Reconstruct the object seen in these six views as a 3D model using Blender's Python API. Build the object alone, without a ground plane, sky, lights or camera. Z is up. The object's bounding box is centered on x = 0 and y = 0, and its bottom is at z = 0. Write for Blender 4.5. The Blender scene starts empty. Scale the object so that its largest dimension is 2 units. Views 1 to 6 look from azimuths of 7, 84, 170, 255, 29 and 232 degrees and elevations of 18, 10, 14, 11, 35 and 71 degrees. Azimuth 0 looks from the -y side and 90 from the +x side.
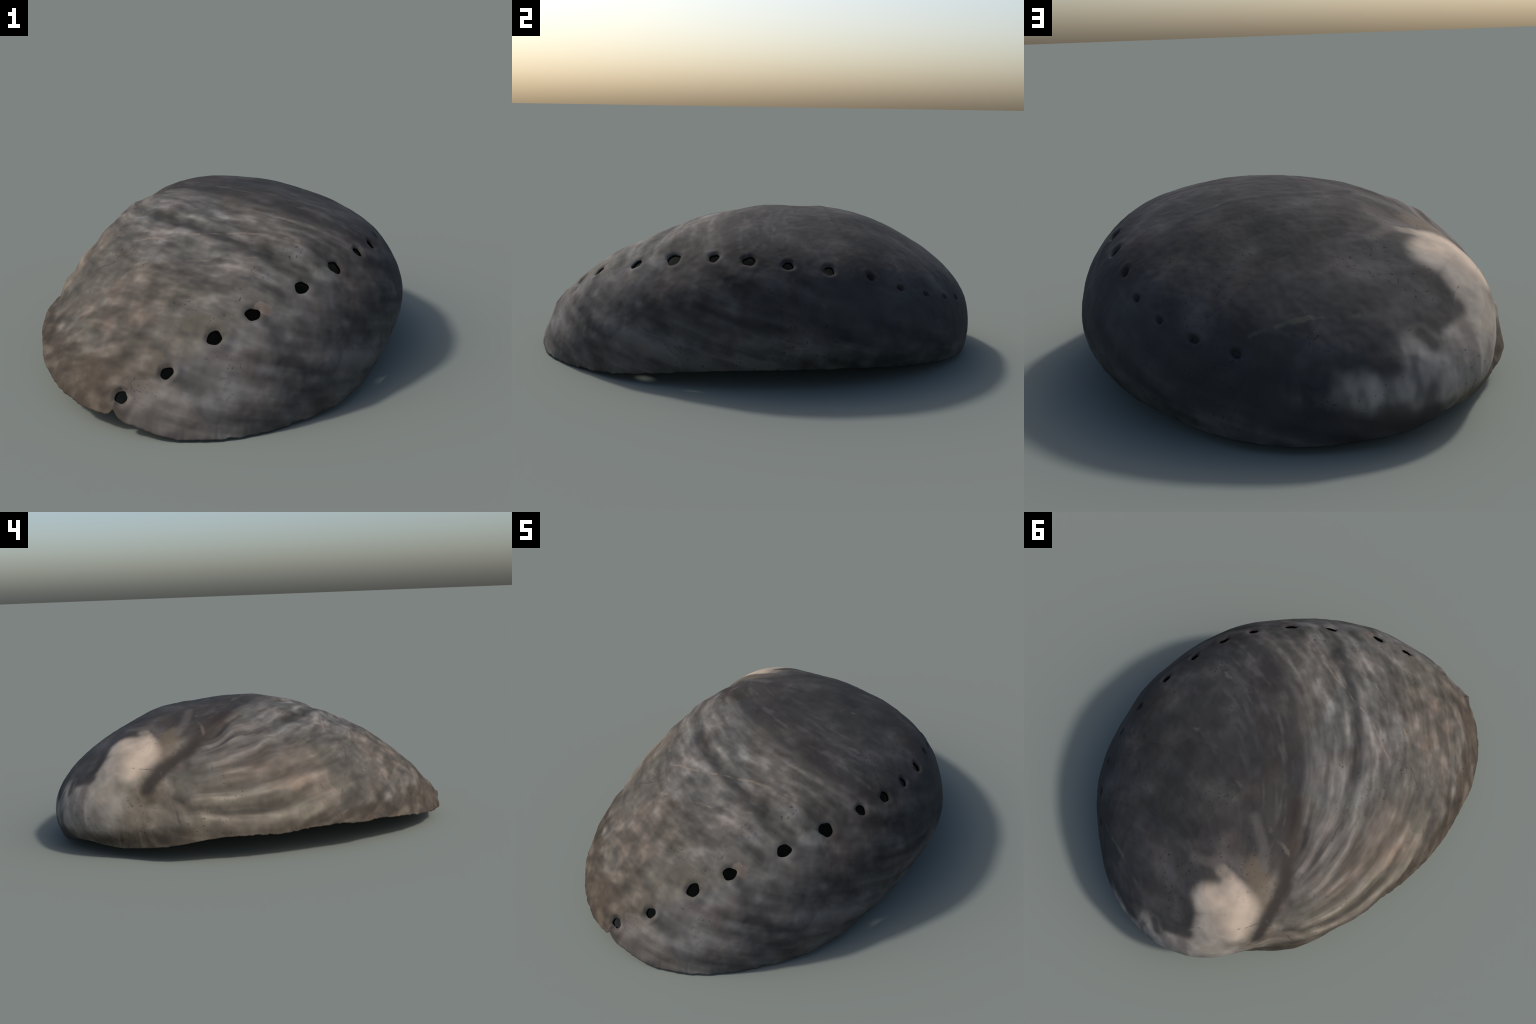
# Abalone shell, lying mouth-down: one lofted shell wall (outer surface, nacre
# lining, respiratory pores, growing lip) built from meridian sections.
import bpy, math
import numpy as np
from mathutils import Vector

# ---------------------------------------------------------------- profile ---
CORE = np.array([-0.03, 0.02, 0.15])      # loft centre inside the shell
# meridian sections: bearing (deg), margin elevation (rad), spline radii from
# the crown down to the margin
SECTIONS = [
    (   0, -0.088, [0.504, 0.503, 0.514, 0.536, 0.565, 0.615, 0.680, 0.746, 0.787, 0.795, 0.745, 0.647]),
    (  10, -0.084, [0.502, 0.503, 0.514, 0.536, 0.563, 0.610, 0.681, 0.739, 0.780, 0.811, 0.771, 0.633]),
    (  20, -0.086, [0.501, 0.503, 0.514, 0.534, 0.567, 0.612, 0.671, 0.753, 0.797, 0.837, 0.784, 0.622]),
    (  30, -0.097, [0.500, 0.504, 0.513, 0.534, 0.566, 0.605, 0.670, 0.764, 0.803, 0.842, 0.820, 0.618]),
    (  40, -0.108, [0.499, 0.504, 0.512, 0.533, 0.568, 0.612, 0.694, 0.767, 0.823, 0.869, 0.864, 0.593]),
    (  50, -0.133, [0.499, 0.505, 0.511, 0.530, 0.571, 0.628, 0.697, 0.765, 0.850, 0.904, 0.866, 0.610]),
    (  60, -0.136, [0.499, 0.505, 0.511, 0.526, 0.573, 0.637, 0.682, 0.772, 0.859, 0.922, 0.909, 0.728]),
    (  70, -0.132, [0.499, 0.505, 0.511, 0.527, 0.570, 0.643, 0.682, 0.770, 0.881, 0.927, 0.939, 0.879]),
    (  80, -0.134, [0.500, 0.504, 0.511, 0.530, 0.560, 0.645, 0.699, 0.780, 0.881, 0.963, 0.965, 0.931]),
    (  90, -0.127, [0.501, 0.504, 0.511, 0.532, 0.564, 0.638, 0.702, 0.784, 0.899, 1.001, 0.957, 0.868]),
    ( 100, -0.116, [0.502, 0.504, 0.509, 0.528, 0.566, 0.636, 0.698, 0.793, 0.894, 0.987, 0.995, 0.799]),
    ( 110, -0.080, [0.504, 0.504, 0.508, 0.524, 0.565, 0.633, 0.695, 0.809, 0.864, 1.005, 0.954, 0.669]),
    ( 120, -0.118, [0.506, 0.504, 0.506, 0.520, 0.577, 0.631, 0.638, 0.829, 0.921, 0.948, 0.872, 0.736]),
    ( 130, -0.112, [0.508, 0.504, 0.505, 0.513, 0.559, 0.617, 0.680, 0.754, 0.857, 0.821, 0.804, 0.875]),
    ( 140, -0.093, [0.509, 0.504, 0.505, 0.508, 0.537, 0.583, 0.635, 0.691, 0.750, 0.758, 0.800, 0.892]),
    ( 150, -0.057, [0.511, 0.503, 0.505, 0.512, 0.533, 0.569, 0.556, 0.663, 0.697, 0.750, 0.776, 0.805]),
    ( 160, -0.039, [0.511, 0.503, 0.505, 0.514, 0.524, 0.558, 0.615, 0.627, 0.665, 0.710, 0.741, 0.798]),
    ( 170, -0.036, [0.512, 0.503, 0.503, 0.508, 0.524, 0.540, 0.566, 0.593, 0.641, 0.692, 0.722, 0.845]),
    ( 180, -0.044, [0.512, 0.504, 0.501, 0.504, 0.516, 0.533, 0.578, 0.615, 0.619, 0.682, 0.683, 0.886]),
    ( 190, -0.029, [0.512, 0.504, 0.500, 0.502, 0.507, 0.511, 0.535, 0.574, 0.614, 0.686, 0.700, 0.931]),
    ( 200, -0.017, [0.511, 0.505, 0.498, 0.500, 0.509, 0.525, 0.541, 0.578, 0.638, 0.665, 0.722, 0.962]),
    ( 210, -0.041, [0.510, 0.505, 0.497, 0.499, 0.512, 0.528, 0.551, 0.580, 0.635, 0.696, 0.775, 0.970]),
    ( 220, -0.036, [0.510, 0.506, 0.497, 0.498, 0.517, 0.515, 0.547, 0.612, 0.655, 0.721, 0.814, 0.979]),
    ( 230, -0.063, [0.509, 0.506, 0.496, 0.497, 0.517, 0.529, 0.576, 0.618, 0.663, 0.752, 0.890, 1.044]),
    ( 240, -0.077, [0.508, 0.506, 0.496, 0.495, 0.507, 0.524, 0.569, 0.617, 0.699, 0.821, 0.950, 1.090]),
    ( 250, -0.090, [0.508, 0.506, 0.495, 0.496, 0.525, 0.547, 0.590, 0.681, 0.725, 0.874, 1.032, 1.063]),
    ( 260, -0.081, [0.507, 0.506, 0.496, 0.495, 0.532, 0.553, 0.567, 0.671, 0.762, 0.923, 1.043, 1.072]),
    ( 270, -0.147, [0.507, 0.506, 0.497, 0.493, 0.536, 0.575, 0.585, 0.735, 0.825, 0.973, 1.017, 1.153]),
    ( 280, -0.137, [0.507, 0.506, 0.500, 0.498, 0.533, 0.589, 0.631, 0.722, 0.834, 0.932, 1.002, 1.037]),
    ( 290, -0.161, [0.507, 0.505, 0.503, 0.505, 0.537, 0.592, 0.646, 0.762, 0.866, 0.916, 0.967, 0.913]),
    ( 300, -0.157, [0.507, 0.504, 0.507, 0.519, 0.554, 0.608, 0.677, 0.728, 0.821, 0.882, 0.900, 0.858]),
    ( 310, -0.147, [0.507, 0.503, 0.509, 0.529, 0.558, 0.614, 0.714, 0.765, 0.809, 0.854, 0.868, 0.855]),
    ( 320, -0.128, [0.507, 0.503, 0.511, 0.532, 0.563, 0.622, 0.694, 0.740, 0.790, 0.817, 0.826, 0.819]),
    ( 330, -0.115, [0.506, 0.503, 0.512, 0.534, 0.572, 0.622, 0.687, 0.738, 0.783, 0.793, 0.780, 0.761]),
    ( 340, -0.098, [0.506, 0.503, 0.513, 0.534, 0.572, 0.621, 0.693, 0.754, 0.789, 0.786, 0.759, 0.714]),
    ( 350, -0.089, [0.505, 0.503, 0.514, 0.534, 0.568, 0.625, 0.691, 0.742, 0.784, 0.789, 0.751, 0.675]),
]
NSEC = len(SECTIONS)
NRAD = len(SECTIONS[0][2])
RADII = np.array([s[2] for s in SECTIONS])
MARGIN = np.array([s[1] for s in SECTIONS])

# respiratory pores: centre, radius along the row, radius across, open?
PORES = [
    ((-0.219, -0.956, 0.131), 0.023, 0.021, True),
    ((-0.070, -0.915, 0.220), 0.023, 0.020, True),
    ((0.081, -0.807, 0.324), 0.028, 0.025, True),
    ((0.198, -0.718, 0.393), 0.027, 0.025, True),
    ((0.355, -0.549, 0.449), 0.028, 0.025, True),
    ((0.469, -0.394, 0.489), 0.030, 0.028, True),
    ((0.550, -0.232, 0.509), 0.022, 0.022, True),
    ((0.599, -0.097, 0.503), 0.025, 0.024, True),
    ((0.622, 0.059, 0.490), 0.021, 0.021, True),
    ((0.621, 0.223, 0.467), 0.022, 0.022, True),
    ((0.593, 0.398, 0.434), 0.021, 0.019, False),
    ((0.565, 0.527, 0.384), 0.018, 0.014, False),
    ((0.501, 0.651, 0.345), 0.017, 0.012, False),
    ((0.411, 0.758, 0.312), 0.020, 0.014, False),
    ((0.302, 0.847, 0.285), 0.020, 0.015, False),
]
SPIRE = np.array([-0.42, 0.72, 0.36])     # apex of the little spire
# growth ribs (+) and furrows (-): untwisted bearing round the spire (deg),
# half width (deg), height (m), distance range from the apex, tone
RIBS = [
    (-105.5, 2.6, 0.005, 0.35, 0.80, 1.35), (-110.5, 2.4, -0.004, 0.30, 0.75, 0.70),
    (-116.0, 3.0, 0.003, 0.45, 1.30, 1.15), (-122.3, 1.8, -0.009, 0.72, 1.60, 0.50),
    (-126.0, 2.2, 0.003, 0.65, 1.50, 1.22), (-122.0, 2.0, 0.005, 0.40, 0.72, 1.35),
    (-131.0, 2.0, -0.003, 0.45, 1.20, 0.85), (-134.5, 1.8, 0.003, 0.40, 1.10, 1.12),
    (-139.3, 1.3, -0.006, 0.30, 0.95, 0.72), (-142.8, 1.5, 0.006, 0.28, 1.10, 1.30),
    (-146.3, 1.0, -0.006, 0.34, 1.00, 0.70), (-148.8, 1.1, 0.006, 0.36, 1.20, 1.25),
    (-152.0, 0.9, -0.007, 0.45, 1.25, 0.60),
]
rng = np.random.default_rng(7)


def bspline(u):
    return np.stack([(1 - u)**3, 3*u**3 - 6*u**2 + 4,
                     -3*u**3 + 3*u**2 + 3*u + 1, u**3], -1) / 6


def smooth(a, b, x):
    t = np.clip((x - a) / (b - a), 0, 1)
    return t*t*(3 - 2*t)


def loft(theta, s):
    """Point on the smooth shell for bearing theta and 0 (crown) .. 1 (margin)."""
    t = (theta / (2*np.pi) * NSEC) % NSEC
    i = np.floor(t).astype(int)
    wt = bspline(t - i)
    q = np.clip(s, 0, 1) * (NRAD - 3)
    j = np.minimum(np.floor(q).astype(int), NRAD - 4)
    ws = bspline(q - j)
    r = np.zeros_like(s)
    fr = np.zeros_like(s)
    for a in range(4):
        ia = (i + a - 1) % NSEC
        fr += wt[..., a] * MARGIN[ia]
        for b in range(4):
            r += wt[..., a] * ws[..., b] * RADII[ia, j + b]
    ph = np.pi/2 - s * (np.pi/2 - fr)
    return CORE + np.stack([r*np.cos(ph)*np.cos(theta),
                            r*np.cos(ph)*np.sin(theta), r*np.sin(ph)], -1)


def lattice_noise(p, seed):
    """Smooth value noise in 3D, -1..1 (hash lattice, cubic fade)."""
    i = np.floor(p).astype(np.int64)
    f = p - i
    f = f*f*f*(f*(f*6 - 15) + 10)
    out = np.zeros(p.shape[:-1])
    for dx in (0, 1):
        for dy in (0, 1):
            for dz in (0, 1):
                h = ((i[..., 0]+dx)*73856093) ^ ((i[..., 1]+dy)*19349663) ^ ((i[..., 2]+dz)*83492791) ^ (seed*2654435)
                h = (h ^ (h >> 13)) * 1274126177 & 0x7fffffff
                h = (h ^ (h >> 15)) & 0xffff
                w = (np.abs(1-dx-f[..., 0]))*(np.abs(1-dy-f[..., 1]))*(np.abs(1-dz-f[..., 2]))
                out += w*(h/32767.5 - 1)
    return out


def fbm(p, seed, octaves=3):
    out = 0
    amp = 1
    for o in range(octaves):
        out = out + amp*lattice_noise(p*2**o, seed + o)
        amp *= 0.5
    return out


def grid_normals(P, crown_n=None):
    du = np.roll(P, -1, 0) - np.roll(P, 1, 0)
    dv = np.gradient(P, axis=1)
    n = np.cross(dv, du)
    n /= np.maximum(np.linalg.norm(n, axis=-1, keepdims=True), 1e-12)
    return n


# ------------------------------------------------------------ outer surface --
MT, MS = 960, 340
s_lin = np.linspace(0, 1, MS)
s_lin = 0.004 + 0.996*s_lin               # tiny crown hole is closed by a fan
TH, SS = np.meshgrid(np.arange(MT)/MT*2*np.pi, s_lin, indexing='ij')
P = loft(TH, SS)
N = grid_normals(P)
if (N[:, MS//3, 2]).mean() < 0:
    N = -N
BASE_N = N.copy()

# growth coordinates: bearing round the spire, untwisted with distance
D = P - SPIRE
dist = np.linalg.norm(D, axis=-1)
U = np.arctan2(D[..., 1], D[..., 0])
U = np.where(U > np.radians(60), U - 2*np.pi, U) - np.radians(45)*dist


def bump_line(pts, width, height, sharp=1.0):
    """Ridge (height>0) or furrow (<0) of the given half width along a polyline."""
    pts = np.array(pts)
    best = np.full(P.shape[:2], 9.0)
    n = len(pts) - 1
    tpar = np.zeros(P.shape[:2])
    for k in range(n):
        a, b = pts[k], pts[k+1]
        ab = b - a
        t = np.clip(((P - a) @ ab) / (ab @ ab), 0, 1)
        d = np.linalg.norm(P - a - t[..., None]*ab, axis=-1)
        m = d < best
        best = np.where(m, d, best)
        tpar = np.where(m, (k + t)/n, tpar)
    fade = smooth(0, 0.2, tpar)*smooth(1.0, 0.8, tpar)
    return height*fade*np.exp(-(best/width)**2)


disp = np.zeros(P.shape[:2])
# growth folds: fine ribs running out from the spire, stronger near the lip
near_lip = smooth(np.radians(-95), np.radians(-135), U)
away = smooth(0.15, 0.45, dist)
ribs = fbm(np.stack([U*15, dist*1.3, 0*U], -1), 3, 2)
disp += 0.0024*ribs*away*(0.25 + 0.75*near_lip)
UD = np.degrees(U) + 0.5*fbm(P*5.0, 41, 2)
for ru, rw, rh, lo, hi, tone in RIBS:
    disp += rh*np.exp(-((UD - ru)/rw)**2)*smooth(lo, lo + 0.15, dist)*smooth(hi, hi - 0.2, dist)
# broad lumps and fine pitting
disp += 0.0016*fbm(P*7.0, 11, 3)
disp += 0.0008*fbm(P*38.0, 17, 2)
# growth step running back over the cap, and the furrow that hooks round the spire
disp += bump_line([(0.552, 0.351, 0.49), (0.252, 0.282, 0.614), (-0.031, 0.295, 0.632), (-0.305, 0.312, 0.599), (-0.415, 0.30, 0.535)], 0.022, 0.0035)
disp += bump_line([(-0.26, 0.16, 0.605), (-0.388, 0.338, 0.544), (-0.475, 0.393, 0.482), (-0.513, 0.482, 0.447), (-0.556, 0.56, 0.382), (-0.575, 0.64, 0.30)], 0.026, -0.006)
disp += bump_line([(0.30, -0.78, 0.24), (0.44, -0.70, 0.22), (0.59, -0.55, 0.18), (0.66, -0.40, 0.15), (0.70, -0.20, 0.115), (0.71, 0.05, 0.09)], 0.030, 0.004)
disp += bump_line([(0.40, -0.68, 0.30), (0.56, -0.52, 0.25), (0.65, -0.38, 0.21), (0.70, -0.20, 0.17)], 0.030, -0.004)

# crown must stay single valued
disp *= smooth(0.0, 0.03, SS)
P = P + N*disp[..., None]

# torn, crumbly margin: bites along the growing lip, calm on the pillar side
bear = np.degrees(TH) % 360
lipside = smooth(150, 180, bear)*smooth(335, 300, bear)
edge = smooth(0.965, 1.0, SS)
arc = TH*1.0
jag = fbm(np.stack([arc*46, 0*arc, 0*arc], -1), 23, 3)
jag2 = fbm(np.stack([arc*14, 0*arc, 0*arc], -1), 31, 2)
P[..., 2] += edge*lipside*(0.0032*jag + 0.0012*jag2) + 0.0012*edge*(1-lipside)*jag
out = np.stack([np.cos(TH), np.sin(TH), 0*TH], -1)
P += (edge*lipside*0.002*np.roll(jag, 37, 0))[..., None]*out
# notch where the next pore was forming
NOTCH = math.radians(258.3)
P[..., 2] += smooth(0.93, 1.0, SS)*0.034*np.exp(-(np.abs(TH-NOTCH)/0.016)**1.4)

P[..., 2] = np.maximum(P[..., 2], 0.0006)
P_in = None

# ------------------------------------------------------------------- pores ---
THICK = (0.006 + 0.014*smooth(1.0, 0.86, SS))
N2 = grid_normals(P)
if (N2[:, MS//3, 2]).mean() < 0:
    N2 = -N2
Q = P - BASE_N*THICK[..., None]           # nacre lining
keep_vert = np.ones(P.shape[:2], bool)
pit_face_tag = np.full(P.shape[:2], -1)
pore_info = []
centres = np.array([p[0] for p in PORES])
for k, (c, ra, rb, is_open) in enumerate(PORES):
    c = np.array(c)
    grow = 1.06 if is_open else 0.88
    ra, rb = ra*grow, rb*grow
    d2 = np.linalg.norm(P - c, axis=-1)
    idx = np.unravel_index(np.argmin(d2), d2.shape)
    c = P[idx].copy()
    near = d2 < 0.03
    n = N2[near].mean(0)
    n /= np.linalg.norm(n)
    a = centres[min(k+1, len(PORES)-1)] - centres[max(k-1, 0)]
    a -= n*(a @ n)
    a /= np.linalg.norm(a)
    b = np.cross(n, a)
    loc = P - c
    x, y = loc @ a, loc @ b
    wob = rng.uniform(0, 6.28, 3)
    ang = np.arctan2(y/rb, x/ra)
    shape = 1 + 0.05*np.sin(2*ang + wob[0]) + 0.05*np.sin(3*ang + wob[1]) + 0.03*np.sin(5*ang + wob[2])
    rho = np.hypot(x/ra, y/rb)/shape
    hit = (np.abs(loc @ n) < 0.06) & (rho < 6)
    w = np.where(hit, 1.0, 0.0)
    # low swollen collar, then the lip of the pore turns down
    swell = (0.007, 0.006, 0.003)[k] if k < 3 else 0.0012 if is_open else 0.0022
    collar = swell*np.exp(-((rho - 1.7)/0.6)**2)
    if is_open:
        turn = -0.005*np.exp(-np.maximum(rho - 1, 0)/0.18)
        prof = collar + turn
    else:
        deep = 0.019 if k < 12 else 0.016
        prof = collar - deep*smooth(1.12, 0.70, rho)
    P = P + (w*prof)[..., None]*n
    if is_open:
        keep_vert &= ~(hit & (rho < 1.0))
        pit_face_tag[hit & (rho < 1.9)] = k
    else:
        pit_face_tag[hit & (rho < 1.0)] = k
    pore_info.append((c, n, a, b, ra, rb, wob, hit, rho))

vid = np.arange(MT*MS).reshape(MT, MS)
f = np.stack([vid[:, :-1], vid[:, 1:], np.roll(vid, -1, 0)[:, 1:], np.roll(vid, -1, 0)[:, :-1]], -1).reshape(-1, 4)
kv = keep_vert.ravel()
face_ok = kv[f].all(1)
F = f[face_ok]

# smooth vertex normals of the whole body (shared by all its parts)
Pv, Qv = P.reshape(-1, 3), Q.reshape(-1, 3)
e1 = Pv[F[:, 2]] - Pv[F[:, 0]]
e2 = Pv[F[:, 3]] - Pv[F[:, 1]]


def boundary_loops(F, nv):
    """Directed boundary edges of a quad list."""
    ed = np.concatenate([F[:, [0, 1]], F[:, [1, 2]], F[:, [2, 3]], F[:, [3, 0]]])
    key = ed[:, 0].astype(np.int64)*nv + ed[:, 1]
    rev = ed[:, 1].astype(np.int64)*nv + ed[:, 0]
    return ed[~np.isin(key, rev)]


bd = boundary_loops(F, MT*MS)
bverts = np.unique(bd)
bi = bverts // MS
bj = bverts % MS
inner_b = bverts[(bj > 0) & (bj < MS-1)]
loops = {}
for k, (c, n, a, b, ra, rb, wob, hit, rho) in enumerate(pore_info):
    if not PORES[k][3]:
        continue
    m = hit.ravel()[inner_b] & (rho.ravel()[inner_b] < 1.6)
    vs = inner_b[m]
    loc = Pv[vs] - c
    x, y = loc @ a, loc @ b
    ang = np.arctan2(y/rb, x/ra)
    shape = 1 + 0.05*np.sin(2*ang + wob[0]) + 0.05*np.sin(3*ang + wob[1]) + 0.03*np.sin(5*ang + wob[2])
    # snap the ragged cut to the pore outline
    nx, ny = np.cos(ang)*ra*shape, np.sin(ang)*rb*shape
    z = -0.0045
    Pv[vs] = c + np.outer(nx, a) + np.outer(ny, b) + z*n + np.outer(0*nx, n)
    Qv[vs] = c + 0.96*(np.outer(nx, a) + np.outer(ny, b)) - 0.021*n
    loops[k] = set(vs.tolist())


def vertex_normals(V, F):
    fn = np.cross(V[F[:, 2]] - V[F[:, 0]], V[F[:, 3]] - V[F[:, 1]])
    vn = np.zeros_like(V)
    for c in range(4):
        np.add.at(vn, F[:, c], fn)
    return vn / np.maximum(np.linalg.norm(vn, axis=1, keepdims=True), 1e-12)


VN = vertex_normals(Pv, F)
flip = VN[MT*MS//2 + MS//3, 2] < 0
if flip:
    F = F[:, ::-1]
    VN = -VN
    bd = bd[:, ::-1]


# ----------------------------------------------------------------- objects ---
def link(name, mesh, parent, mat):
    ob = bpy.data.objects.new(name, mesh)
    bpy.context.collection.objects.link(ob)
    ob.parent = parent
    mesh.materials.append(mat)
    return ob


def mesh_from(name, V, faces, normals=None):
    used, inv = np.unique(np.concatenate([np.asarray(q).ravel() for q in faces]), return_inverse=True)
    me = bpy.data.meshes.new(name)
    counts, flat = [], []
    pos = 0
    for q in faces:
        q = np.asarray(q)
        counts.append(np.full(len(q), q.shape[1]))
    counts = np.concatenate(counts)
    me.vertices.add(len(used))
    me.vertices.foreach_set('co', V[used].ravel().astype(np.float32))
    me.loops.add(len(inv))
    me.loops.foreach_set('vertex_index', inv.astype(np.int32))
    me.polygons.add(len(counts))
    starts = np.concatenate([[0], np.cumsum(counts)[:-1]])
    me.polygons.foreach_set('loop_start', starts.astype(np.int32))
    me.polygons.foreach_set('use_smooth', np.ones(len(counts), bool))
    me.update(calc_edges=True)
    me.validate()
    if normals is not None:
        me.normals_split_custom_set_from_vertices(normals[used].tolist())
    return me


class Nodes:
    """Small helper for writing node trees as expressions."""
    def __init__(self, name):
        self.mat = bpy.data.materials.new(name)
        self.mat.use_nodes = True
        self.t = self.mat.node_tree
        self.t.nodes.clear()
        self.coord = self.t.nodes.new('ShaderNodeTexCoord').outputs['Object']

    def node(self, kind, **kw):
        n = self.t.nodes.new(kind)
        for k, v in kw.items():
            setattr(n, k, v)
        return n

    def put(self, sock, v):
        if isinstance(v, bpy.types.NodeSocket):
            self.t.links.new(v, sock)
        else:
            sock.default_value = v

    def m(self, op, a, b=0.0, c=None, clamp=False):
        n = self.node('ShaderNodeMath', operation=op, use_clamp=clamp)
        self.put(n.inputs[0], a)
        self.put(n.inputs[1], b)
        if c is not None:
            self.put(n.inputs[2], c)
        return n.outputs[0]

    def v(self, op, a, b=(0, 0, 0)):
        n = self.node('ShaderNodeVectorMath', operation=op)
        self.put(n.inputs[0], a)
        if op == 'SCALE':
            self.put(n.inputs['Scale'], b)
        else:
            self.put(n.inputs[1], b)
        return n.outputs['Value'] if op in ('LENGTH', 'DISTANCE', 'DOT_PRODUCT') else n.outputs[0]

    def step(self, x, lo, hi):
        n = self.node('ShaderNodeMapRange', interpolation_type='SMOOTHSTEP', clamp=False)
        self.put(n.inputs['Value'], x)
        self.put(n.inputs['From Min'], lo)
        self.put(n.inputs['From Max'], hi)
        if lo > hi:
            self.put(n.inputs['From Min'], hi)
            self.put(n.inputs['From Max'], lo)
            self.put(n.inputs['To Min'], 1.0)
            self.put(n.inputs['To Max'], 0.0)
        return n.outputs['Result']

    def noise(self, vec, scale, detail=3.0, rough=0.5, dim='3D'):
        n = self.node('ShaderNodeTexNoise')
        self.put(n.inputs['Vector'], vec)
        n.inputs['Scale'].default_value = scale
        n.inputs['Detail'].default_value = detail
        n.inputs['Roughness'].default_value = rough
        return n.outputs['Fac']

    def noise3(self, vec, scale, detail=2.0):
        n = self.node('ShaderNodeTexNoise')
        self.put(n.inputs['Vector'], vec)
        n.inputs['Scale'].default_value = scale
        n.inputs['Detail'].default_value = detail
        sep = self.node('ShaderNodeSeparateColor')
        self.put(sep.inputs[0], n.outputs['Color'])
        return self.v('SUBTRACT', self.combine(*sep.outputs), (0.5, 0.5, 0.5))

    def mix(self, fac, a, b, mode='MIX'):
        n = self.node('ShaderNodeMix', data_type='RGBA', blend_type=mode)
        self.put(n.inputs[0], fac)
        for sock, val in ((n.inputs[6], a), (n.inputs[7], b)):
            if isinstance(val, bpy.types.NodeSocket):
                self.t.links.new(val, sock)
            else:
                sock.default_value = (*val, 1) if len(val) == 3 else val
        return n.outputs[2]

    def ramp(self, fac, stops):
        n = self.node('ShaderNodeValToRGB')
        self.put(n.inputs[0], fac)
        cr = n.color_ramp
        while len(cr.elements) < len(stops):
            cr.elements.new(0.5)
        for e, (p, c) in zip(cr.elements, stops):
            e.position = p
            e.color = (*c, 1)
        return n.outputs[0]

    def combine(self, x, y, z=0.0):
        n = self.node('ShaderNodeCombineXYZ')
        for s, val in zip(n.inputs, (x, y, z)):
            self.put(s, val)
        return n.outputs[0]

    def blob(self, pos, centre, radius, lo=1.0, hi=0.6):
        """1 inside an ellipsoid, soft (or hard) border between lo and hi."""
        d = self.v('SUBTRACT', pos, centre)
        d = self.v('DIVIDE', d, radius)
        return self.step(self.v('LENGTH', d), lo, hi)

    def finish(self, colour, rough, spec=0.25, height=None, strength=0.2, dist=0.01, **extra):
        bsdf = self.node('ShaderNodeBsdfPrincipled')
        self.put(bsdf.inputs['Base Color'], colour)
        self.put(bsdf.inputs['Roughness'], rough)
        self.put(bsdf.inputs['Specular IOR Level'], spec)
        for k, val in extra.items():
            self.put(bsdf.inputs[k], val)
        if height is not None:
            b = self.node('ShaderNodeBump')
            b.inputs['Strength'].default_value = strength
            b.inputs['Distance'].default_value = dist
            self.put(b.inputs['Height'], height)
            self.t.links.new(b.outputs[0], bsdf.inputs['Normal'])
        o = self.node('ShaderNodeOutputMaterial')
        self.t.links.new(bsdf.outputs[0], o.inputs['Surface'])
        return self.mat


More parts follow.
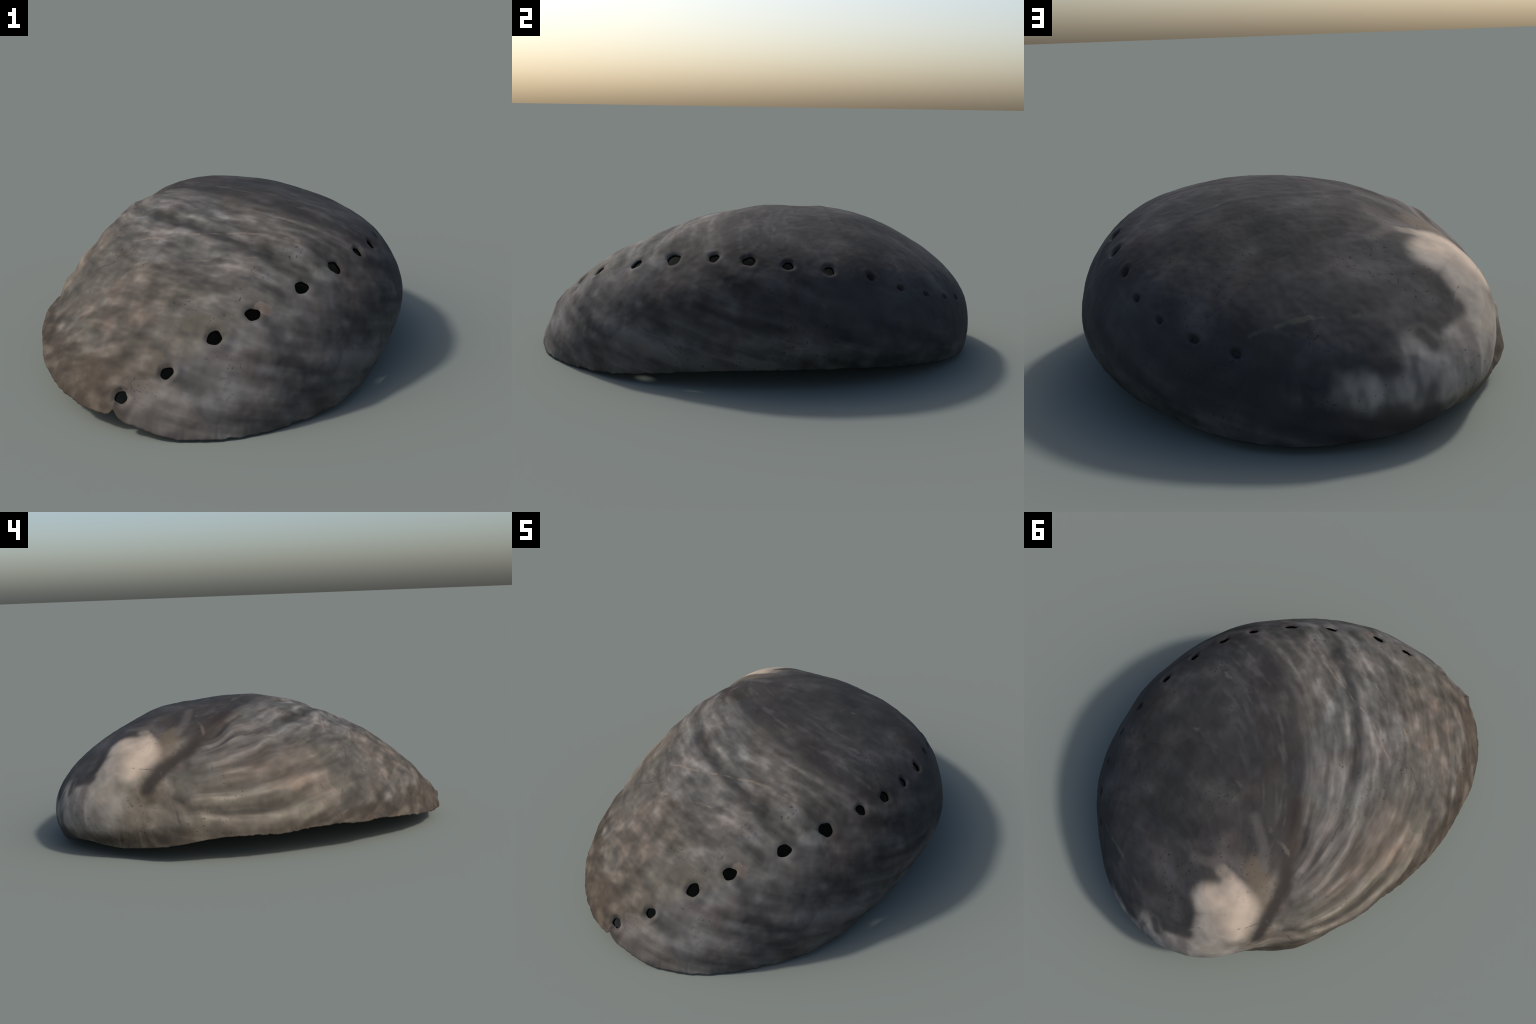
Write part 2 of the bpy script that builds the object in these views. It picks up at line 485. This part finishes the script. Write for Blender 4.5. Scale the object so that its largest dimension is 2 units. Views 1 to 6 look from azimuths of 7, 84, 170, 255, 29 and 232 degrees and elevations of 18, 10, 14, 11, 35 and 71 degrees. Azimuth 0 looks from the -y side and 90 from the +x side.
def make_shell_material():
    g = Nodes('weathered_shell')
    p = g.coord
    sep = g.node('ShaderNodeSeparateXYZ')
    g.put(sep.inputs[0], p)
    X, Y, Z = sep.outputs

    def scaled(colour, k):
        c = g.node('ShaderNodeCombineColor')
        for socket in c.inputs:
            g.put(socket, k)
        return g.mix(1.0, colour, c.outputs[0], 'MULTIPLY')

    def around(x, amount):
        return g.m('MULTIPLY', g.m('SUBTRACT', x, 0.5), amount)

    # growth coordinates, as for the relief: bearing round the spire, untwisted
    d = g.v('SUBTRACT', p, tuple(SPIRE))
    sd = g.node('ShaderNodeSeparateXYZ')
    g.put(sd.inputs[0], d)
    dist = g.v('LENGTH', d)
    u = g.m('ARCTAN2', sd.outputs[1], sd.outputs[0])
    u = g.m('SUBTRACT', u, g.m('MULTIPLY', g.m('GREATER_THAN', u, math.radians(60)), 2*math.pi))
    u = g.m('SUBTRACT', u, g.m('MULTIPLY', dist, math.radians(45)))
    udeg = g.m('MULTIPLY', u, 57.2958)
    # flank coordinates: bearing round the core, height above the row of pores
    th = g.m('ARCTAN2', g.m('SUBTRACT', Y, 0.02), g.m('ADD', X, 0.03))
    row = 0.0030
    for c in (0.0369, -0.1121, -0.0984, 0.4962):
        row = g.m('MULTIPLY_ADD', row, th, c)
    below = g.m('SUBTRACT', row, Z)
    window = g.m('MULTIPLY', g.step(th, -1.95, -1.80), g.step(th, 2.0, 1.6))

    warp = g.noise3(p, 5.0)
    pw = g.v('ADD', p, g.v('SCALE', warp, 0.10))
    fine_warp = g.noise3(p, 26.0, 3)
    pj = g.v('ADD', p, g.v('SCALE', fine_warp, 0.022))
    pj = g.v('ADD', pj, g.v('SCALE', warp, 0.14))

    # --- mottling of the upper side: smears along the growth lines + clouds
    # long streaks near the whorl break up into dashes farther out
    run = g.m('MULTIPLY', dist, dist)
    far = g.step(dist, 0.75, 1.25)
    gv = g.combine(g.m('MULTIPLY', udeg, 0.26), g.m('MULTIPLY', run, 2.9), 0.0)
    streak = g.noise(gv, 1.0, 2.0, 0.5)
    gv2 = g.combine(g.m('MULTIPLY', udeg, 0.44), g.m('MULTIPLY', run, 5.0), 0.0)
    streak2 = g.noise(gv2, 1.0, 1.5, 0.5)
    blotch = g.noise(p, 14.0, 2.0, 0.5)
    cloud = g.noise(p, 4.2, 2.0, 0.5)
    mott = g.m('ADD', g.m('MULTIPLY', streak, 0.42), g.m('MULTIPLY', streak2, 0.36))
    mott = g.m('ADD', mott, g.m('MULTIPLY', blotch, 0.22))
    mott = g.m('ADD', mott, around(cloud, 0.14))
    mott = g.m('ADD', mott, g.m('MULTIPLY', far, around(blotch, 0.16)))
    # near the lip the colour runs in long smooth streaks
    rib_zone = g.m('MULTIPLY', g.step(udeg, -132.0, -144.0), g.step(dist, 1.35, 0.95))
    gv3 = g.combine(g.m('MULTIPLY', udeg, 0.27), g.m('MULTIPLY', dist, 3.6), 0.0)
    long_streak = g.noise(gv3, 1.0, 2.0, 0.5)
    mott = g.m('MULTIPLY_ADD', g.m('MULTIPLY', g.m('SUBTRACT', g.m('ADD', g.m('MULTIPLY', long_streak, 0.75), g.m('MULTIPLY', blotch, 0.25)), mott), rib_zone), 0.75, mott)
    # round the whorl the fan lines close up: plain clouds there
    near = g.step(dist, 0.50, 0.32)
    plain = g.m('ADD', g.m('MULTIPLY', blotch, 0.55), g.m('MULTIPLY', cloud, 0.45))
    mott = g.m('MULTIPLY_ADD', g.m('MULTIPLY', g.m('SUBTRACT', plain, mott), near), 0.85, mott)
    col = g.ramp(mott, [(0.32, (0.030, 0.029, 0.028)), (0.45, (0.056, 0.054, 0.051)),
                        (0.55, (0.088, 0.084, 0.079)), (0.69, (0.165, 0.158, 0.149))])
    # --- flank below the pores: rounder blotches, bands sloping back and down
    f = g.m('MULTIPLY_ADD', th, 0.23, Z)
    fv = g.combine(g.m('MULTIPLY', f, 15.0), g.m('MULTIPLY', th, 5.0), g.m('MULTIPLY', Z, 2.5))
    fl1 = g.noise(fv, 1.0, 1.5, 0.45)
    sweep = g.noise(g.combine(g.m('MULTIPLY', f, 20.0), g.m('MULTIPLY', th, 1.8), 0.0), 1.0, 2.0, 0.5)
    fmott = g.m('ADD', g.m('MULTIPLY', fl1, 0.40), g.m('MULTIPLY', blotch, 0.28))
    fmott = g.m('ADD', fmott, g.m('MULTIPLY', sweep, 0.32))
    fmott = g.m('ADD', fmott, around(cloud, 0.25))
    front = g.step(th, -0.55, -1.35)
    fcol = g.ramp(fmott, [(0.37, (0.027, 0.025, 0.025)), (0.46, (0.048, 0.045, 0.043)),
                          (0.55, (0.074, 0.070, 0.067)), (0.65, (0.122, 0.117, 0.112))])
    fcol = scaled(fcol, g.m('MULTIPLY_ADD', front, 0.40, 0.90))
    pale = g.m('MULTIPLY', g.step(g.m('ABSOLUTE', g.m('SUBTRACT', f, 0.005)), 0.055, 0.01), g.step(th, -1.15, -0.9))
    pale = g.m('MULTIPLY', pale, g.step(th, 0.5, -0.4))
    fcol = g.mix(g.m('MULTIPLY', pale, 0.65), fcol, (0.108, 0.103, 0.099))
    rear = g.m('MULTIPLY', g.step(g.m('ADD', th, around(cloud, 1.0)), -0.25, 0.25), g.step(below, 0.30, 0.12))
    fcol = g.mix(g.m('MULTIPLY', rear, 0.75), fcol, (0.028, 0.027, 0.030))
    jag = g.m('ADD', around(blotch, 0.06), around(fl1, 0.06))
    flank = g.m('MULTIPLY', g.step(g.m('ADD', below, jag), -0.02, 0.03), window)

    # --- warmer toward the pillar side and the lip
    lipz = g.step(g.m('ADD', udeg, around(blotch, 20.0)), -124.0, -148.0)
    warm = g.mix(g.step(dist, 0.80, 1.20), (1.60, 1.42, 1.22), (1.14, 1.06, 0.97))
    col = g.mix(g.m('MULTIPLY', lipz, 0.85), col, g.mix(1.0, col, warm, 'MULTIPLY'))
    # --- ribs paler on their crests, darker in the furrows
    uj = g.m('ADD', udeg, g.m('ADD', around(streak2, 1.2), around(blotch, 1.4)))
    for ru, rw, rh, lo, hi, tone in RIBS:
        k = g.step(g.m('ABSOLUTE', g.m('SUBTRACT', uj, ru)), rw*1.9, rw*0.3)
        k = g.m('MULTIPLY', k, g.step(dist, lo, lo + 0.2))
        k = g.m('MULTIPLY', k, g.step(dist, hi, hi - 0.25))
        col = scaled(col, g.m('MULTIPLY_ADD', k, tone - 1.0, 1.0))
    # --- dark, worn cap behind the growth step
    jit = g.m('ADD', around(streak, 5.0), around(blotch, 5.0))
    darkz = g.step(g.m('ADD', udeg, jit), -108.5, -102.5)
    capcol = g.ramp(g.m('ADD', g.m('ADD', g.m('MULTIPLY', cloud, 0.5), g.m('MULTIPLY', g.noise(p, 9.0, 3.0, 0.5), 0.5)), g.m('MULTIPLY', g.step(udeg, -70.0, -95.0), -0.06)),
                    [(0.32, (0.021, 0.020, 0.021)), (0.48, (0.030, 0.029, 0.029)), (0.56, (0.040, 0.038, 0.038)), (0.68, (0.064, 0.061, 0.061))])
    # mottles still show through near its border
    through = g.m('MULTIPLY', g.step(mott, 0.50, 0.64), g.step(udeg, -70.0, -100.0))
    capcol = g.mix(g.m('MULTIPLY', through, 0.4), capcol, (0.085, 0.082, 0.084))
    col = g.mix(g.m('MULTIPLY', darkz, 0.93), col, capcol)
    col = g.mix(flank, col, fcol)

    # --- hue drift: olive, lavender and pinkish brown
    tcol = g.ramp(g.noise(p, 6.5, 2.0, 0.5), [(0.33, (1.0, 1.0, 0.96)), (0.45, (0.99, 1.00, 0.98)),
                                               (0.55, (1.0, 0.995, 1.005)), (0.68, (1.05, 0.985, 0.95))])
    col = g.mix(1.0, col, tcol, 'MULTIPLY')

    # --- brown growing margin
    band = g.m('ADD', g.m('MULTIPLY_ADD', Y, 0.06, Z), around(streak2, 0.10))
    lip_only = g.m('MULTIPLY', g.step(X, -0.05, -0.35), g.step(Y, 0.75, 0.5))
    bm = g.m('MULTIPLY', g.step(band, 0.19, 0.13), lip_only)
    uband = g.m('MULTIPLY_ADD', g.m('MAXIMUM', g.m('SUBTRACT', dist, 0.95), 0.0), 14.0, udeg)
    uband = g.m('ADD', uband, around(streak2, 3.0))
    rimband = g.m('MULTIPLY', g.step(uband, -149.6, -151.8), g.step(dist, 0.40, 0.60))
    bm = g.m('MAXIMUM', g.m('MULTIPLY', bm, 0.8), rimband)
    brown = g.ramp(g.m('ADD', g.m('MULTIPLY', streak2, 0.6), g.m('MULTIPLY', blotch, 0.4)),
                   [(0.35, (0.028, 0.022, 0.017)), (0.5, (0.047, 0.037, 0.028)), (0.64, (0.085, 0.069, 0.053))])
    col = g.mix(g.m('MULTIPLY', bm, 0.88), col, brown)

    # --- pale worn spire: a comma of bare shell, sooty saddles, ashen skirt
    pw2 = g.v('ADD', p, g.v('SCALE', warp, 0.035))
    pw2 = g.v('ADD', pw2, g.v('SCALE', fine_warp, 0.012))

    def chain(points, radius, lo=1.5, hi=0.3, space=None):
        """Soft mask round a polyline (radius may taper)."""
        space = pw2 if space is None else space  # wandering unless told otherwise
        pts = [np.array(q, float) for q in points]
        radii = np.linspace(radius[0], radius[-1], len(pts) - 1) if isinstance(radius, tuple) else [radius]*(len(pts) - 1)
        best = None
        for a, b, r in zip(pts[:-1], pts[1:], radii):
            ab = b - a
            pa = g.v('SUBTRACT', space, tuple(a))
            t = g.m('DIVIDE', g.v('DOT_PRODUCT', pa, tuple(ab)), float(ab @ ab))
            t = g.m('MAXIMUM', g.m('MINIMUM', t, 1.0), 0.0)
            q = g.v('SUBTRACT', pa, g.v('SCALE', tuple(ab), t))
            k = g.step(g.v('LENGTH', q), float(r)*lo, float(r)*hi)
            best = k if best is None else g.m('MAXIMUM', best, k)
        return best

    def lay(mask, colour, amount):
        return g.mix(g.m('MULTIPLY', mask, amount), col, colour)

    wisps = g.noise(g.combine(g.m('MULTIPLY', th, 11.0), g.m('MULTIPLY', Z, 6.0), 0.0), 1.0, 2.0, 0.5)
    pr = g.v('ADD', p, g.v('SCALE', warp, 0.02))
    ash = g.ramp(wisps, [(0.34, (0.15, 0.132, 0.118)), (0.50, (0.215, 0.19, 0.168)), (0.66, (0.28, 0.248, 0.22))])
    beige = g.ramp(g.m('ADD', g.m('MULTIPLY', cloud, 0.4), g.m('MULTIPLY', g.noise(p, 10.0, 2.0), 0.6)),
                   [(0.36, (0.22, 0.195, 0.165)), (0.52, (0.30, 0.258, 0.212)), (0.68, (0.38, 0.32, 0.262))])
    # ash skirt, breaking up into fingers toward the back
    ragged = g.m('MAXIMUM', g.m('MULTIPLY_ADD', g.step(wisps, 0.34, 0.56), 0.55, 0.45), g.step(X, -0.22, -0.36))
    upper = chain([(-0.18, 0.95, 0.26), (-0.30, 0.92, 0.27), (-0.40, 0.87, 0.28), (-0.50, 0.755, 0.27)], (0.07, 0.085))
    lower = chain([(-0.04, 0.995, 0.19), (-0.14, 0.99, 0.18), (-0.28, 0.965, 0.17), (-0.38, 0.92, 0.19), (-0.50, 0.79, 0.19)], (0.06, 0.085))
    fingers = chain([(0.13, 0.955, 0.20), (0.07, 0.97, 0.21), (-0.02, 0.99, 0.18)], 0.050)
    col = lay(g.m('MULTIPLY', upper, ragged), ash, 0.95)
    col = lay(g.m('MULTIPLY', lower, ragged), ash, 0.9)
    col = lay(g.m('MULTIPLY', fingers, g.step(wisps, 0.36, 0.66)), ash, 0.36)
    # tan saddle beside the whorl, then the bare shell and its tail
    col = lay(chain([(-0.36, 0.46, 0.555), (-0.43, 0.48, 0.51), (-0.47, 0.51, 0.48)], 0.055), (0.105, 0.088, 0.066), 0.8)
    bare = chain([(-0.345, 0.685, 0.495), (-0.405, 0.605, 0.508), (-0.46, 0.605, 0.468), (-0.475, 0.68, 0.42), (-0.42, 0.735, 0.44), (-0.46, 0.80, 0.34)], 0.074, 1.45, 0.60, pr)
    col = lay(bare, beige, 1.0)
    col = lay(chain([(-0.41, 0.565, 0.515), (-0.352, 0.56, 0.537), (-0.292, 0.567, 0.548)], 0.030), beige, 0.75)
    col = lay(chain([(-0.30, 0.567, 0.548), (-0.236, 0.575, 0.557), (-0.17, 0.623, 0.546)], 0.028), (0.085, 0.077, 0.073), 0.6)
    tan = g.ramp(fmott, [(0.36, (0.095, 0.080, 0.066)), (0.64, (0.19, 0.16, 0.132))])
    soot = (0.034, 0.031, 0.029)
    for points, r, k in (([(-0.235, 0.65, 0.53), (-0.30, 0.605, 0.537)], 0.022, 0.35),
                         ([(-0.280, 0.770, 0.455), (-0.325, 0.812, 0.41)], 0.034, 0.85),
                         ([(-0.28, 0.895, 0.335), (-0.375, 0.838, 0.36)], 0.031, 0.9),
                         ([(-0.23, 0.915, 0.322), (-0.262, 0.928, 0.29)], 0.026, 0.85),
                         ([(-0.08, 0.972, 0.268), (-0.123, 0.973, 0.25)], 0.030, 0.85),
                         ([(-0.09, 0.995, 0.13), (-0.15, 0.993, 0.12)], 0.035, 0.7),
                         ([(-0.33, 0.955, 0.10), (-0.22, 0.985, 0.09), (-0.05, 1.0, 0.08)], 0.030, 0.7)):
        col = lay(chain(points, r), soot, k)
    col = lay(chain([(-0.262, 0.815, 0.418), (-0.285, 0.83, 0.40)], 0.030), (0.062, 0.058, 0.055), 0.6)
    col = lay(chain([(-0.415, 0.79, 0.40), (-0.435, 0.785, 0.375)], 0.026), (0.15, 0.13, 0.112), 0.4)
    # dark colour band along the shallow furrow hooking round the whorl
    hook = chain([(-0.26, 0.16, 0.605), (-0.33, 0.21, 0.575), (-0.42, 0.345, 0.53), (-0.485, 0.40, 0.475), (-0.52, 0.485, 0.44), (-0.555, 0.56, 0.38), (-0.57, 0.61, 0.33)], (0.040, 0.030))
    col = lay(hook, (0.026, 0.022, 0.020), 0.92)
    col = lay(chain([(-0.20, 0.33, 0.625), (-0.32, 0.385, 0.58), (-0.38, 0.42, 0.545)], 0.022), (0.085, 0.08, 0.078), 0.5)
    # brownish foot of the lip under the whorl
    col = lay(chain([(-0.555, 0.66, 0.21), (-0.60, 0.57, 0.21), (-0.63, 0.50, 0.22)], 0.05), tan, 0.8)
    col = lay(chain([(-0.40, 0.90, 0.08), (-0.52, 0.75, 0.09), (-0.62, 0.57, 0.11), (-0.67, 0.45, 0.12)], 0.045), brown, 0.85)

    # --- growth lines and old breaks standing out as thin pale or dark threads
    pl = g.v('ADD', p, g.v('SCALE', fine_warp, 0.022))
    broken = g.step(g.noise(p, 9.0, 2.0), 0.40, 0.55)
    for points, r, colour, k in (
            ([(0.552, 0.351, 0.49), (0.252, 0.282, 0.614), (-0.031, 0.295, 0.632), (-0.305, 0.312, 0.599), (-0.415, 0.30, 0.535)], 0.009, (0.10, 0.088, 0.078), 0.45),
            ([(0.326, 0.82, 0.304), (0.124, 0.853, 0.37), (0.057, 0.861, 0.38), (-0.051, 0.879, 0.379)], 0.009, (0.088, 0.086, 0.064), 0.7),
            ([(0.187, -0.485, 0.527), (-0.003, -0.505, 0.503), (-0.269, -0.474, 0.458)], 0.006, (0.17, 0.138, 0.105), 0.7),
            ([(0.323, -0.376, 0.57), (0.127, -0.359, 0.581), (-0.154, -0.358, 0.542), (-0.313, -0.322, 0.502)], 0.006, (0.16, 0.13, 0.105), 0.6),
            ([(0.673, 0.069, 0.435), (0.705, 0.138, 0.378), (0.724, 0.223, 0.323)], 0.008, (0.10, 0.10, 0.098), 0.5),
            ([(-0.535, 0.509, 0.419), (-0.503, 0.331, 0.473), (-0.472, 0.17, 0.518), (-0.431, 0.04, 0.532), (-0.38, -0.06, 0.533)], 0.006, (0.03, 0.026, 0.024), 0.6),
            ([(-0.339, -0.393, 0.461), (-0.417, -0.395, 0.418), (-0.556, -0.344, 0.325), (-0.649, -0.292, 0.254), (-0.729, -0.248, 0.136)], 0.005, (0.045, 0.04, 0.037), 0.55),
            ([(-0.537, 0.544, 0.411), (-0.606, 0.507, 0.286), (-0.644, 0.48, 0.191), (-0.66, 0.46, 0.12)], 0.005, (0.05, 0.045, 0.042), 0.55),
            ([(-0.073, 0.963, 0.278), (-0.221, 0.897, 0.345), (-0.335, 0.83, 0.384), (-0.422, 0.76, 0.426), (-0.513, 0.634, 0.419), (-0.541, 0.544, 0.407)], 0.003, (0.03, 0.027, 0.025), 0.6)):
        col = lay(g.m('MULTIPLY', chain(points, r, 1.3, 0.6, pl), broken), colour, k)

    # --- sharp-edged flakes where layers have lifted, each of its own tone
    vor = g.node('ShaderNodeTexVoronoi', feature='F1')
    g.put(vor.inputs['Vector'], pj)
    vor.inputs['Scale'].default_value = 2.2
    sv = g.node('ShaderNodeSeparateColor')
    g.put(sv.inputs[0], vor.outputs['Color'])
    lift = g.ramp(sv.outputs[1], [(0.2, (0.98, 0.985, 0.965)), (0.5, (1, 1, 1)), (0.8, (1.05, 1.0, 0.96))])
    col = g.mix(1.0, scaled(col, g.m('MULTIPLY_ADD', sv.outputs[0], 0.30, 0.85)), lift, 'MULTIPLY')
    for c, r, colour, k in (((0.235, -0.69, 0.40), (0.035, 0.02, 0.03), (0.15, 0.112, 0.094), 0.45),
                            ((0.02, -0.775, 0.365), (0.075, 0.035, 0.05), (0.085, 0.079, 0.058), 0.5),
                            ((-0.13, -0.935, 0.165), (0.055, 0.022, 0.03), (0.12, 0.098, 0.084), 0.4),
                            ((0.40, 0.02, 0.602), (0.030, 0.009, 0.03), (0.10, 0.088, 0.08), 0.5)):
        col = g.mix(g.m('MULTIPLY', g.blob(g.v('ADD', p, g.v('SCALE', fine_warp, 0.03)), c, r, 1.04, 0.98), k), col, colour)
    # specks and hair cracks where the skin flakes
    vs = g.node('ShaderNodeTexVoronoi', feature='F1')
    g.put(vs.inputs['Vector'], g.v('MULTIPLY', g.v('ADD', p, g.v('SCALE', fine_warp, 0.07)), (1.0, 1.0, 1.9)))
    vs.inputs['Scale'].default_value = 40.0
    zone = g.step(g.m('MULTIPLY_ADD', Y, 0.035, g.noise(p, 4.5, 2.0)), 0.50, 0.62)
    speck = g.m('MULTIPLY', g.step(vs.outputs['Distance'], 0.22, 0.13), zone)
    marks = g.m('MULTIPLY', g.m('MULTIPLY', speck, 0.7), g.m('MULTIPLY_ADD', bare, -0.8, 1.0))
    col = g.mix(marks, col, (0.012, 0.011, 0.011))

    h = g.m('ADD', g.m('MULTIPLY', blotch, 0.5), g.m('MULTIPLY', marks, -0.4))
    return g.finish(col, 0.8, 0.15, h, 0.2, 0.006)


def make_nacre_material():
    g = Nodes('nacre')
    n = g.noise(g.coord, 6.0, 3.0)
    col = g.ramp(n, [(0.3, (0.20, 0.21, 0.21)), (0.5, (0.28, 0.27, 0.28)), (0.7, (0.33, 0.32, 0.29))])
    return g.finish(col, 0.4, 0.4)


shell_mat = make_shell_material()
nacre_mat = make_nacre_material()


root = bpy.data.objects.new('abalone_shell', None)
bpy.context.collection.objects.link(root)
root['label'] = 'weathered grey abalone shell with a row of round breathing holes'
root['category'] = 'sea shell'

# which part each outer face belongs to
fc = Pv[F].mean(1)
tag = pit_face_tag.ravel()[F]
is_pore = (tag >= 0).all(1)
same = is_pore & (tag == tag[:, :1]).all(1)
frow = (F % MS).max(1)
sp = np.linalg.norm((fc - np.array([-0.36, 0.76, 0.36]))/np.array([0.26, 0.24, 0.24]), axis=1)
is_spire = (sp < 1) & ~same
is_lip = (~same) & (~is_spire) & (frow > MS*0.95)
is_body = ~(same | is_spire | is_lip)

# close the crown with a fan round its own centre vertex
crown = Pv[vid[:, 0]].mean(0)
Vall = np.vstack([Pv, crown[None], Qv, Qv[vid[:, 0]].mean(0)[None]])
cid = MT*MS
off = MT*MS + 1
ring = vid[:, 0]
fan = np.stack([np.full(MT, cid), ring, np.roll(ring, -1)], -1)
if np.cross(Vall[fan[0, 1]] - crown, Vall[fan[0, 2]] - crown)[2] < 0:
    fan = fan[:, ::-1]
NALL = np.vstack([VN, [[0, 0, 1]], -VN, [[0, 0, -1]]])
cn = VN[ring].mean(0)
NALL[cid] = cn/np.linalg.norm(cn)
NALL[ring] = NALL[cid]*0.5 + NALL[ring]*0.5
NALL[ring] /= np.linalg.norm(NALL[ring], axis=1, keepdims=True)

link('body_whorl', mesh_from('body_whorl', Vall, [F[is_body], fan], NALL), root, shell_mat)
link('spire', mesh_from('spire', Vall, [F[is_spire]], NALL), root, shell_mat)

# outer lip: last band of the outside plus the thin edge that turns to the lining
rim = vid[:, -1]
nxt = np.roll(rim, -1)
edge_f = np.stack([rim, nxt, nxt + off, rim + off], -1)
lipf = F[is_lip]
mid = Vall[edge_f[0]]
en = np.cross(mid[1]-mid[0], mid[3]-mid[0])
if en @ (Vall[rim[0]] - Vall[vid[0, -6]]) < 0:
    edge_f = edge_f[:, ::-1]
link('outer_lip', mesh_from('outer_lip', Vall, [lipf, edge_f]), root, shell_mat)

# nacre lining (all faces of the same lattice, turned over)
lin = (F + off)[:, ::-1]
fan_in = np.where(fan == cid, cid + off, fan + off)[:, ::-1]
link('nacre_lining', mesh_from('nacre_lining', Vall, [lin, fan_in], None), root, nacre_mat)

# pores: collar and wall (open ones) or blind pit (sealed ones)
for k in range(len(PORES)):
    sel = F[same & (tag[:, 0] == k)]
    faces = [sel]
    if k in loops:
        lp = loops[k]
        e = np.array([q for q in bd.tolist() if q[0] in lp and q[1] in lp])
        wall = np.stack([e[:, 1], e[:, 0], e[:, 0] + off, e[:, 1] + off], -1)
        faces.append(wall)
    link('respiratory_pore', mesh_from('respiratory_pore', Vall, faces, NALL), root, shell_mat)
